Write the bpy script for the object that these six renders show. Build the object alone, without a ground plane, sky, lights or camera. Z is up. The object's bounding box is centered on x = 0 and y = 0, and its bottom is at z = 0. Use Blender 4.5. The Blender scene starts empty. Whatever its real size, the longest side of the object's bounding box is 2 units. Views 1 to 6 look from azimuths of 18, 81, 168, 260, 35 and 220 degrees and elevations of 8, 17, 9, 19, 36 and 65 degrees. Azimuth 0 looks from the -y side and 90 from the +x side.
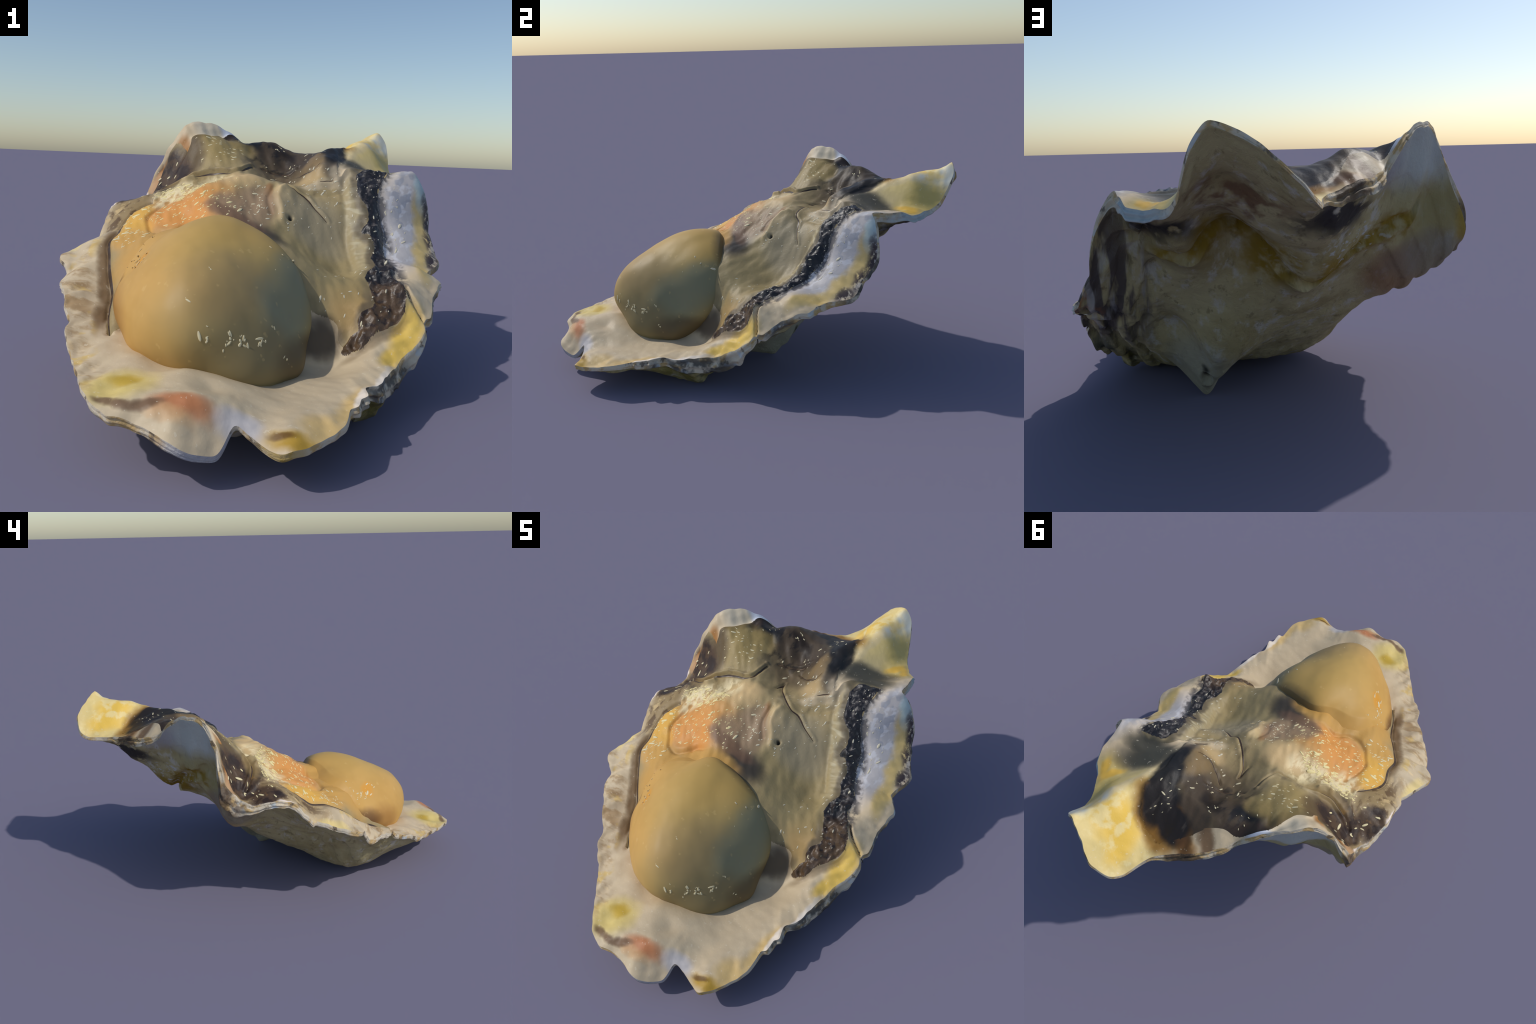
"""A shucked oyster on its deep half shell: pleated shell with a long hinge
tongue, thin mantle sheet with a black frilled fringe, orange gland, fat belly."""
# --- geometry core -----------------------------------------------------------
import numpy as np

TILT = np.radians(22.0)            # the shell rises towards the hinge (+y)
CT, ST = np.cos(TILT), np.sin(TILT)
Z0 = 0.45


def to_plane(p):
    """world -> (across, along, height) of the tilted shell plane"""
    p = np.asarray(p, float)
    z = p[..., 2] - Z0
    return np.stack([p[..., 0], p[..., 1] * CT + z * ST, z * CT - p[..., 1] * ST], -1)


def to_world(q):
    q = np.asarray(q, float)
    return np.stack([q[..., 0], q[..., 1] * CT - q[..., 2] * ST, q[..., 1] * ST + q[..., 2] * CT + Z0], -1)


class Spline2:
    """thin plate spline through landmarks"""
    def __init__(self, xy, v, stiff=1e-4):
        self.xy = np.asarray(xy, float)
        n = len(self.xy)
        K = self.kern(self.xy, self.xy) + stiff * np.eye(n)
        Q = np.c_[np.ones(n), self.xy]
        A = np.block([[K, Q], [Q.T, np.zeros((3, 3))]])
        s = np.linalg.solve(A, np.r_[np.asarray(v, float), np.zeros(3)])
        self.w, self.c = s[:n], s[n:]

    @staticmethod
    def kern(a, b):
        d2 = np.maximum((a ** 2).sum(1)[:, None] + (b ** 2).sum(1)[None] - 2 * a @ b.T, 0)
        return 0.5 * d2 * np.log(d2 + 1e-12)

    def __call__(self, xy):
        xy = np.asarray(xy, float)
        sh = xy.shape[:-1]
        f = xy.reshape(-1, 2)
        out = np.empty(len(f))
        for i in range(0, len(f), 20000):
            g = f[i:i + 20000]
            out[i:i + 20000] = self.kern(g, self.xy) @ self.w + self.c[0] + g @ self.c[1:]
        return out.reshape(sh)


# rim of the shell, once round anticlockwise from the notch at the front
RIM = [
    # front lip, right of the notch
    (.248, -.889, .137), (.285, -.890, .122), (.335, -.905, .108), (.388, -.918, .113), (.435, -.879, .118),
    (.469, -.836, .125), (.497, -.760, .138), (.493, -.659, .148), (.512, -.645, .152), (.510, -.591, .155),
    (.527, -.575, .157), (.512, -.516, .158), (.535, -.480, .160), (.552, -.390, .162), (.565, -.310, .166),
    (.575, -.250, .180), (.612, -.200, .215), (.636, -.150, .253), (.630, -.113, .286),
    # right flap
    (.649, -.080, .292), (.650, -.030, .325), (.648, .020, .352), (.660, .080, .376), (.661, .127, .384),
    (.625, .180, .395), (.606, .206, .401), (.642, .321, .423), (.612, .372, .478), (.592, .425, .532),
    (.582, .448, .588), (.557, .450, .676), (.531, .452, .730), (.511, .452, .766),
    # trough of the hinge tongue
    (.497, .530, .760), (.489, .600, .756), (.475, .645, .737), (.442, .677, .731), (.410, .730, .734), (.388, .771, .740),
    (.363, .829, .766), (.352, .868, .815), (.340, .895, .866), (.315, .905, .912), (.283, .910, .936),
    # arched end of the tongue
    (.212, .955, .903), (.145, 1.000, .842), (.098, .994, .800), (.072, .982, .770), (.046, .943, .755),
    (.010, .837, .751), (-.046, .782, .771), (-.110, .740, .784), (-.207, .649, .802), (-.244, .590, .835),
    # upturned flap on the left
    (-.292, .563, .885), (-.330, .530, .915), (-.376, .500, .940), (-.432, .442, .945), (-.475, .402, .920), (-.537, .358, .822),
    (-.557, .350, .769), (-.598, .335, .686), (-.602, .300, .630), (-.596, .264, .592), (-.621, .204, .574),
    # second pleat
    (-.631, .140, .587), (-.632, .068, .590), (-.630, .035, .578), (-.624, -.040, .495), (-.618, -.066, .462),
    # left rim
    (-.609, -.085, .466), (-.640, -.180, .437), (-.658, -.268, .418), (-.618, -.310, .398), (-.592, -.330, .372), (-.600, -.350, .342),
    (-.549, -.428, .343), (-.490, -.488, .322), (-.469, -.527, .295), (-.420, -.578, .267), (-.396, -.638, .250), (-.330, -.712, .202),
    (-.275, -.772, .190), (-.226, -.833, .185), (-.150, -.925, .178), (-.108, -.966, .179), (-.080, -.980, .170),
    # front lip, left of the notch
    (-.045, -.989, .155), (.000, -.984, .150), (.060, -.986, .140), (.130, -1.005, .123), (.178, -.988, .102), (.222, -.940, .086),
]

# landmarks on the open side: nacre of the shell
NACRE = [
    (.151, -.733, .201), (.144, -.781, .191), (-.111, -.701, .226), (-.055, -.709, .205), (.054, -.757, .222),
    (-.084, -.825, .197), (.100, -.908, .203), (.162, -.898, .200), (.039, -.947, .190), (.367, -.879, .149), (-.369, -.617, .250),
    (.583, -.162, .265), (.563, -.219, .224), (.300, -.780, .155), (.330, -.650, .150), (.240, -.760, .175), (.430, -.720, .150),
    (.440, -.560, .155), (.470, -.420, .165), (.500, -.310, .192),
    (.453, .223, .498), (.452, .259, .535), (.507, .264, .508), (.506, .356, .603), (.443, .389, .747), (.472, .351, .654), (.574, .438, .635), (-.600, -.200, .452), (-.570, -.240, .452), (.552, .010, .402), (.440, .470, .762),
    (.558, -.094, .403), (.605, -.050, .360), (.590, .060, .430),
    (-.345, -.414, .338), (-.497, -.247, .459), (-.457, -.328, .384), (-.369, -.401, .330),
    (-.250, -.620, .235), (-.300, -.680, .215), (-.430, -.470, .315), (-.520, -.350, .385), (-.580, -.250, .430),
    (-.180, -.750, .205), (.000, -.830, .205),
    # the floor that the belly lies on, and the dark hollow beside it
    (.356, -.412, .146), (.385, -.311, .160), (.310, -.483, .152), (.350, -.315, .160),
    (.100, -.500, .160), (-.100, -.550, .200), (.200, -.600, .155), (-.200, -.450, .280),
    # tongue
    (.274, .721, .871), (.126, .880, .814), (.163, .771, .855), (.187, .522, .827), (.219, .471, .804), (.340, .600, .742),
]

# landmarks on the flesh around the belly
FLESH = [
    # sheet between belly and fringe
    (.110, .052, .589), (.081, .043, .590), (.054, .070, .636), (.115, .080, .600), (.133, .193, .653), (.225, .164, .562), (.168, .078, .535),
    (.190, .127, .558), (.221, .016, .460), (.337, -.192, .360), (.282, -.212, .386), (.525, -.154, .303), (.463, -.208, .299), (.491, -.062, .382),
    (.305, -.235, .303), (.349, .177, .533), (.378, .205, .570), (.388, .344, .730), (.376, .335, .726), (.397, -.276, .200), (.355, -.236, .272), (.325, -.250, .285), (.375, -.250, .235),
    (.046, -.073, .543), (-.054, -.059, .600), (.341, -.008, .391), (.364, .020, .401), (.327, .172, .527), (.290, .184, .528), (.313, .144, .474),
    (.418, .262, .566), (.445, .158, .456), (.453, .137, .451), (.389, .144, .505),
    (.310, .262, .684), (.365, .265, .652), (.075, .375, .750), (-.265, .175, .676), (-.200, .055, .696), (-.340, .360, .866),
    (.425, -.095, .392), (.418, -.034, .415), (.465, -.020, .416), (.470, -.105, .378), (-.110, .120, .726), (-.170, .140, .714), (-.350, .060, .620), (-.405, .080, .628), (.150, .510, .848),
    (-.530, .238, .615),
    # cleft behind the belly
    (.050, -.140, .540), (.120, -.160, .526), (.200, -.210, .474), (.255, -.225, .416), (-.050, -.160, .562), (-.150, -.180, .548), (-.100, -.195, .560), (-.180, -.225, .534),
    (-.250, -.300, .500), (-.315, -.330, .452), (.100, -.260, .470), (.220, -.275, .400),
    # hollow behind the gland
    (-.052, .479, .769), (-.038, .483, .774), (-.137, .438, .790), (-.065, .438, .743), (.010, .495, .784), (.021, .414, .730), (-.003, .396, .709),
    (.064, .295, .693), (.017, .348, .693), (-.022, .298, .695), (-.030, .199, .720), (-.170, .350, .781), (-.136, .300, .749), (.060, .423, .770),
    (.084, .402, .777), (.109, .348, .740), (.105, .334, .715), (.167, .303, .712), (.215, .330, .717), (.199, .303, .693), (.157, .349, .773),
    (.037, .133, .690), (.139, .445, .821), (-.158, .466, .820), (-.187, .459, .827), (-.104, .488, .814), (-.214, .468, .848),
    # flap, black film and tongue root
    (-.422, .360, .875), (-.347, .486, .885), (-.237, .302, .794), (-.310, .430, .872), (-.180, .610, .857), (-.125, .620, .852), (-.060, .600, .840),
    (.000, .590, .828), (.070, .600, .826), (.190, .634, .860), (.143, .742, .800), (.070, .781, .772),
    # gland and the yellow shoulder
    (-.284, -.174, .526), (-.289, -.163, .540), (-.300, -.147, .535), (-.308, -.103, .565), (-.209, -.129, .550), (-.233, -.118, .556), (-.252, -.103, .557),
    (-.072, -.020, .622), (-.051, .018, .626), (-.165, -.038, .637), (-.129, -.058, .621), (-.200, -.062, .616), (-.255, -.052, .610), (-.169, .011, .664),
    (-.396, -.033, .580), (-.402, -.129, .534), (-.427, -.089, .559), (-.357, .155, .700), (-.292, .235, .730),
    (-.020, .100, .665), (-.381, -.241, .490),
    # left edge of the flesh
    (-.518, -.080, .527), (-.533, -.002, .576), (-.587, .122, .603), (-.501, .200, .649), (-.431, .219, .678), (-.551, -.005, .564), (-.605, -.035, .513), (-.500, -.182, .500),
]


def densify(pts, step, closed=False):
    """Catmull-Rom through the points, sampled about every `step`"""
    P = np.asarray(pts, float)
    n = len(P)
    out = []
    for i in range(n if closed else n - 1):
        p1, p2 = P[i], P[(i + 1) % n]
        p0 = P[i - 1] if (closed or i) else p1
        p3 = P[(i + 2) % n] if (closed or i + 2 < n) else p2
        L = np.linalg.norm(p2 - p1)
        m0, m1 = (p2 - p0) * .5, (p3 - p1) * .5
        for m, a in ((m0, np.linalg.norm(p1 - p0)), (m1, np.linalg.norm(p3 - p2))):
            k = np.linalg.norm(m)
            if k > L:
                m *= L / k
        k = max(1, int(np.ceil(L / step)))
        t = (np.arange(k) / k)[:, None]
        out.append((2 * t**3 - 3 * t**2 + 1) * p1 + (t**3 - 2 * t**2 + t) * m0 + (3 * t**2 - 2 * t**3) * p2 + (t**3 - t**2) * m1)
    if not closed:
        out.append(P[-1:])
    return np.concatenate(out)


rim_line = densify(to_plane(RIM), .0070, True)
rim_soft = densify(to_plane(RIM), .03, True)
open_pts = to_plane(NACRE + FLESH)
T_spline = Spline2(np.r_[rim_soft[:, :2], open_pts[:, :2]], np.r_[rim_soft[:, 2], open_pts[:, 2]], 2e-4)

# landmarks on the weathered outside: hull, foot spur and the proud lamella that
# follows the wave of the hinge end
OUTSIDE = [
    # wall under the hinge end and the lamella
    (-.030, .745, .660), (-.050, .610, .540), (-.015, .495, .468), (-.142, .490, .541), (-.256, .452, .585), (-.387, .416, .631),
    (-.225, .515, .625), (-.300, .510, .745), (-.420, .455, .800), (-.250, .360, .500), (-.480, .360, .720), (-.140, .660, .700),
    (.125, .470, .620), (.190, .480, .660), (.225, .480, .656), (.290, .470, .562), (.370, .420, .570), (.250, .600, .720), (.160, .680, .690),
    (.340, .560, .620), (.250, .780, .810),
    # lip hanging under the trough
    (.490, .550, .705), (.465, .600, .705), (.430, .650, .700), (.385, .730, .712), (.410, .560, .685), (.360, .650, .680),
    # hull
    (.000, .340, .380), (.100, .300, .340), (.000, .150, .230), (.240, .220, .215), (.100, .100, .150), (-.200, .100, .240),
    (-.300, .050, .250), (-.360, .110, .345), (-.430, .270, .400), (-.540, .270, .465), (-.455, .160, .430),
    (-.616, .357, .598), (-.628, .300, .545), (-.622, .230, .520), (-.580, .340, .540), (-.530, .200, .490),
    (.480, .110, .280), (.530, .250, .385), (.500, .330, .472), (.500, -.130, .175), (.400, .250, .400), (.300, .150, .285), (.370, .040, .175), (.440, .000, .190), (.360, -.100, .115),
    (.360, -.500, .014), (.300, -.600, .030), (.450, -.500, .055), (.545, -.370, .055), (.565, -.300, .065), (.460, -.230, .090), (.490, -.420, .042), (.400, -.370, .015),
    (.400, -.700, .070), (.300, -.750, .060), (.200, -.800, .075), (.350, -.860, .088), (.200, -.900, .075), (.040, -.900, .125), (.000, -.700, .055),
    (.100, -.600, .035), (-.100, -.600, .055), (-.200, -.600, .080), (-.300, -.600, .145), (-.100, -.850, .120), (-.275, -.440, .052), (.000, -.400, .025),
    (.100, -.300, .025), (.250, -.300, .020), (-.335, -.340, .088), (-.385, -.395, .142), (-.350, -.220, .170), (-.290, -.090, .190), (-.200, -.100, .140), (.000, -.050, .100), (.120, -.080, .080),
    (-.345, -.090, .250), (-.355, .030, .315), (-.455, -.050, .365), (-.540, -.110, .402), (-.535, .250, .452), (.450, .480, .680), (.450, .400, .605), (.400, .370, .560),
    # foot spur
    (.228, .040, .005), (.232, -.100, .035), (.170, .040, .100), (.290, .040, .105), (.236, .120, .065),
]
# how far the chipped edge of the shell hangs down, and how far it bulges out,
# at places along the rim: (across, along, drop, bulge)
LIP = [
    (0.248, -0.94, 0.022, 0.000), (0.390, -0.96, 0.022, 0.002), (0.480, -0.84, 0.022, 0.002), (0.512, -0.60, 0.043, 0.005), (0.540, -0.50, 0.058, 0.006),
    (0.566, -0.38, 0.072, 0.014), (0.610, -0.26, 0.061, 0.009), (0.636, -0.17, 0.030, 0.002), (0.650, -0.06, 0.028, 0.002), (0.661, 0.09, 0.030, 0.002),
    (0.606, 0.17, 0.028, 0.002), (0.642, 0.29, 0.020, 0.002), (0.592, 0.42, 0.017, 0.002), (0.511, 0.53, 0.043, 0.002), (0.489, 0.67, 0.046, 0.002),
    (0.440, 0.73, 0.034, 0.000), (0.388, 0.82, 0.026, 0.000), (0.283, 1.02, 0.014, 0.000), (0.145, 1.07, 0.014, 0.000), (0.046, 0.98, 0.020, 0.000),
    (-0.046, 0.84, 0.050, 0.002), (-0.207, 0.73, 0.040, 0.002), (-0.376, 0.64, 0.015, 0.000), (-0.475, 0.55, 0.024, 0.000), (-0.557, 0.45, 0.034, 0.004),
    (-0.600, 0.38, 0.068, 0.014), (-0.610, 0.29, 0.064, 0.013), (-0.621, 0.23, 0.043, 0.007), (-0.632, 0.11, 0.030, 0.004), (-0.624, -0.06, 0.026, 0.004),
    (-0.640, -0.18, 0.022, 0.004), (-0.588, -0.33, 0.024, 0.004), (-0.469, -0.55, 0.024, 0.004), (-0.330, -0.75, 0.022, 0.004), (-0.150, -0.96, 0.022, 0.004),
    (-0.045, -1.03, 0.030, 0.002), (0.130, -1.05, 0.026, 0.002),
]


def along_rim(xy, col):
    """interpolate a LIP column by the angle at which it stands"""
    L = np.array(LIP)
    a = np.arctan2(L[:, 1], L[:, 0])
    o = np.argsort(a)
    return np.interp(np.arctan2(xy[:, 1], xy[:, 0]), a[o], L[o, col], period=2 * np.pi)


lip = rim_soft - np.c_[np.zeros((len(rim_soft), 2)), along_rim(rim_soft, 2)]
out_pts = to_plane(OUTSIDE)
B_spline = Spline2(np.r_[lip[:, :2], out_pts[:, :2]], np.r_[lip[:, 2], out_pts[:, 2]], 2e-4)

# belly: a lump that bulges over its own foot, given as a radius for every
# direction from a point inside it
BELLY_MID = np.array([-.02, -.43, .27])
BELLY = [
    (.031, -.697, .406), (.055, -.595, .475), (.089, -.347, .549), (-.102, -.195, .560), (-.236, -.446, .462), (-.114, -.226, .537), (-.261, -.314, .498), (.055, -.195, .540), (.187, -.350, .484), (.208, -.318, .467),
    (.216, -.251, .455), (.147, -.670, .295), (.218, -.590, .276), (.236, -.536, .308), (.268, -.522, .225), (.310, -.460, .165), (-.345, -.425, .330),
    (-.050, -.690, .210), (.080, -.690, .205), (.220, -.625, .180), (-.150, -.662, .335), (.050, -.732, .290), (-.050, -.724, .275), (-.180, -.640, .235), (-.270, -.540, .270), (-.257, -.440, .435), (-.308, -.467, .375),
    (.296, -.300, .290), (.302, -.370, .232), (.302, -.420, .175), (.264, -.420, .305), (-.330, -.300, .430), (.000, -.150, .500), (-.200, -.130, .490), (.200, -.200, .420), (-.310, -.260, .470), (.120, -.215, .520), (-.120, -.220, .564),
    (.000, -.420, .110), (.180, -.450, .120), (-.180, -.450, .170), (.000, -.250, .200),
]


class Blob:
    """smooth radius over directions (cubic radial basis)"""
    def __init__(self, mid, pts, stiff=1e-3):
        d = np.asarray(pts) - mid
        r = np.linalg.norm(d, axis=1)
        self.mid, self.u = mid, d / r[:, None]
        n = len(r)
        K = self.kern(self.u, self.u) + stiff * np.eye(n)
        Q = np.c_[np.ones(n), self.u]
        s = np.linalg.solve(np.block([[K, Q], [Q.T, np.zeros((4, 4))]]), np.r_[r, np.zeros(4)])
        self.w, self.c = s[:n], s[n:]

    @staticmethod
    def kern(a, b):
        return np.linalg.norm(a[:, None] - b[None], axis=-1) ** 3

    def __call__(self, u):
        return self.kern(u, self.u) @ self.w + self.c[0] + u @ self.c[1:]


belly_blob = Blob(BELLY_MID, BELLY)
# --- end of geometry core
import bpy
import bmesh
import math

rng = np.random.default_rng(7)


# ---------------------------------------------------------------- small tools
def wobble(p, freq, seed, waves=16):
    """smooth noise in about -1..1: a sum of plane waves in random directions"""
    r = np.random.default_rng(seed)
    k = r.normal(size=(waves, p.shape[1]))
    k *= (freq * r.uniform(.6, 1.5, waves) / np.linalg.norm(k, axis=1))[:, None]
    ph = r.uniform(0, 6.283, waves)
    out = np.zeros(len(p))
    for i in range(waves):
        out += np.sin(p @ k[i] + ph[i])
    return out * (1.6 / waves ** .5) / 2


def grain(p, freq, seed, octaves=3):
    return sum(wobble(p, freq * 2 ** i, seed + i) * .55 ** i for i in range(octaves))


def smooth(x, a, b):
    t = np.clip((x - a) / (b - a), 0, 1)
    return t * t * (3 - 2 * t)


def line_dist(p, line, closed=False, reach=.06):
    """distance to a polyline (as far as `reach`), nearest point, arc length there"""
    L = np.asarray(line, float)
    if closed:
        L = np.r_[L, L[:1]]
    best = np.full(len(p), 9.)
    near = np.zeros((len(p), 2))
    arc = np.zeros(len(p))
    box = np.nonzero(((p > L.min(0) - reach) & (p < L.max(0) + reach)).all(1))[0]
    pb = p[box]
    s = 0
    for a, b in zip(L, L[1:]):
        d = b - a
        n = np.hypot(*d) + 1e-12
        k = np.nonzero(((pb > np.minimum(a, b) - reach) & (pb < np.maximum(a, b) + reach)).all(1))[0]
        q0 = pb[k]
        t = np.clip(((q0 - a) @ d) / n ** 2, 0, 1)
        q = a + t[:, None] * d
        e = np.hypot(*(q0 - q).T)
        i = box[k]
        m = e < best[i]
        i = i[m]
        best[i], near[i], arc[i] = e[m], q[m], (s + t * n)[m]
        s += n
    return best, near, arc


def within(p, poly):
    """even-odd test"""
    P = np.asarray(poly, float)
    c = np.zeros(len(p), bool)
    for a, b in zip(P, np.roll(P, -1, 0)):
        m = (a[1] > p[:, 1]) != (b[1] > p[:, 1])
        with np.errstate(divide="ignore", invalid="ignore"):
            c ^= m & (p[:, 0] < (b[0] - a[0]) * (p[:, 1] - a[1]) / (b[1] - a[1]) + a[0])
    return c


def curve2(pts, step=.01, closed=False):
    return densify(np.c_[np.asarray(pts, float), np.zeros(len(pts))], step, closed)[:, :2]


# ------------------------------------------------ lines drawn on the open side
FRINGE_OUT = [(.436, -.356), (.479, -.300), (.518, -.258), (.552, -.218), (.566, -.175), (.566, -.128), (.539, -.083), (.510, -.027), (.506, .034),
              (.459, .129), (.442, .184), (.430, .246), (.396, .325), (.392, .379), (.401, .430), (.412, .485), (.408, .519)]
FRINGE_IN = [(.390, -.352), (.432, -.287), (.432, -.258), (.446, -.224), (.467, -.194), (.437, -.114), (.418, -.055), (.423, -.019), (.442, .029),
             (.415, .080), (.414, .120), (.395, .173), (.351, .193), (.375, .233), (.366, .283), (.327, .315), (.315, .344), (.306, .397), (.296, .453), (.306, .496)]
FRILL = [(.270, .420), (.280, .361), (.300, .288), (.314, .198), (.348, .124), (.385, .030), (.390, -.050)]
FILM_UP = [(.222, .432), (.198, .553), (.186, .619), (.186, .737), (.159, .775), (.130, .805), (.070, .828), (.018, .826), (-.027, .804), (-.069, .766), (-.115, .735)]
FILM_LO = [(.175, .460), (.156, .497), (.111, .559), (.072, .605), (.059, .659), (.049, .700), (-.002, .680), (-.015, .610), (-.048, .614), (-.111, .673)]
FLAP_EDGE = [(-.190, .695), (-.286, .669), (-.330, .618), (-.367, .536), (-.423, .492), (-.420, .460), (-.426, .425), (-.449, .385), (-.477, .330), (-.546, .295)]
CREVICE = [(-.454, .107), (-.501, .030), (-.513, -.051), (-.490, -.123), (-.490, -.187), (-.455, -.260), (-.430, -.314), (-.385, -.390), (-.355, -.450), (-.325, -.530), (-.280, -.610)]
SEAM = [(-.527, .273), (-.411, .251), (-.336, .288), (-.282, .313), (-.173, .330), (-.148, .381), (-.143, .436)]
SLIT = [(-.039, .402), (-.024, .362), (.048, .291), (.094, .257), (.129, .253), (.175, .220), (.225, .195)]
SLIT_SIDE = [(-.045, .353), (-.036, .412)]
ARC_BACK = [(-.114, .484), (-.082, .495), (-.047, .510), (-.006, .521), (.030, .540)]
ARC_FRONT = [(.001, .485), (.039, .462), (.097, .446), (.121, .454), (.139, .474)]
ARC_SIDE = [(.161, .377), (.182, .394), (.207, .410)]
FOLD = [(.250, .430), (.258, .350), (.280, .280), (.296, .200), (.322, .120), (.362, .030)]
CRACK = [(.550, -.085), (.555, -.095), (.578, -.125), (.607, -.146), (.640, -.172)]
PLEAT_FILM = [(-.356, .338), (-.378, .302), (-.425, .248), (-.476, .228), (-.536, .234), (-.561, .251), (-.566, .300), (-.566, .350), (-.540, .395), (-.503, .473), (-.439, .448), (-.400, .390)]
SADDLE_FILM = [(-.612, .235), (-.566, .238), (-.540, .203), (-.542, .160), (-.568, .127), (-.596, .137), (-.616, .169), (-.618, .201)]
GLAND = [(-.207, -.085), (-.251, -.127), (-.296, -.140), (-.352, -.110), (-.395, -.030), (-.390, .050), (-.360, .150), (-.290, .240), (-.200, .310),
         (-.120, .310), (-.060, .250), (.000, .160), (.055, .080), (.020, -.030), (-.080, -.050), (-.150, -.080)]
FRINGE = FRINGE_OUT + FRINGE_IN[::-1]
FILM = FILM_UP + FILM_LO[::-1]
MANTLE = (FRINGE_OUT + [(.340, .530), (.270, .500)] + FILM_UP + FLAP_EDGE + [(-.530, .250), (-.470, .200)] + CREVICE
          + [(-.200, -.460), (.000, -.420), (.180, -.350), (.270, -.300), (.340, -.280), (.365, -.288), (.380, -.330)])


def rough_outline(pts, amount, seed):
    c = curve2(pts, .012, True)
    return c + amount * np.c_[grain(c, 60, seed), grain(c, 60, seed + 50)]


fringe_poly = rough_outline(FRINGE, .004, 11)
film_poly = rough_outline(FILM, .005, 21)
pleat_poly = rough_outline(PLEAT_FILM, .004, 31)
saddle_poly = rough_outline(SADDLE_FILM, .004, 41)
gland_poly = rough_outline(GLAND, .002, 51)
mantle_poly = rough_outline(MANTLE, .002, 61)


REGIONS = [("mantle_fringe", fringe_poly), ("hinge_membrane", film_poly), ("pleat_membrane", pleat_poly), ("pleat_membrane", saddle_poly), ("gland", gland_poly), ("mantle", mantle_poly)]


def signed(p, poly):
    """distance to an outline, positive inside"""
    d = line_dist(p, poly, True)[0]
    return np.where(within(p, poly), d, -d)


# ------------------------------------------------------------------ open side
# the edge is chipped: small bites and teeth
rim_turn = np.arctan2(rim_line[:, 1], rim_line[:, 0])
rim_ring = np.c_[np.cos(rim_turn), np.sin(rim_turn)]
chips = grain(rim_ring, 34, 301, 3)
rim_line[:, :2] *= 1 + (.0040 * np.abs(chips) * np.sign(chips) - .003)[:, None]
rim_line[:, 2] += .0035 * grain(rim_ring, 45, 311, 2)
N = len(rim_line)
RHO = np.r_[np.linspace(0, .5, 70)[1:], np.linspace(.5, .85, 76)[1:], np.linspace(.85, 1, 51)[1:]]


def groove(p, line, depth, width):
    d = line_dist(p, curve2(line, .006))[0]
    return -depth * np.exp(-(d / width) ** 2)


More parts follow.
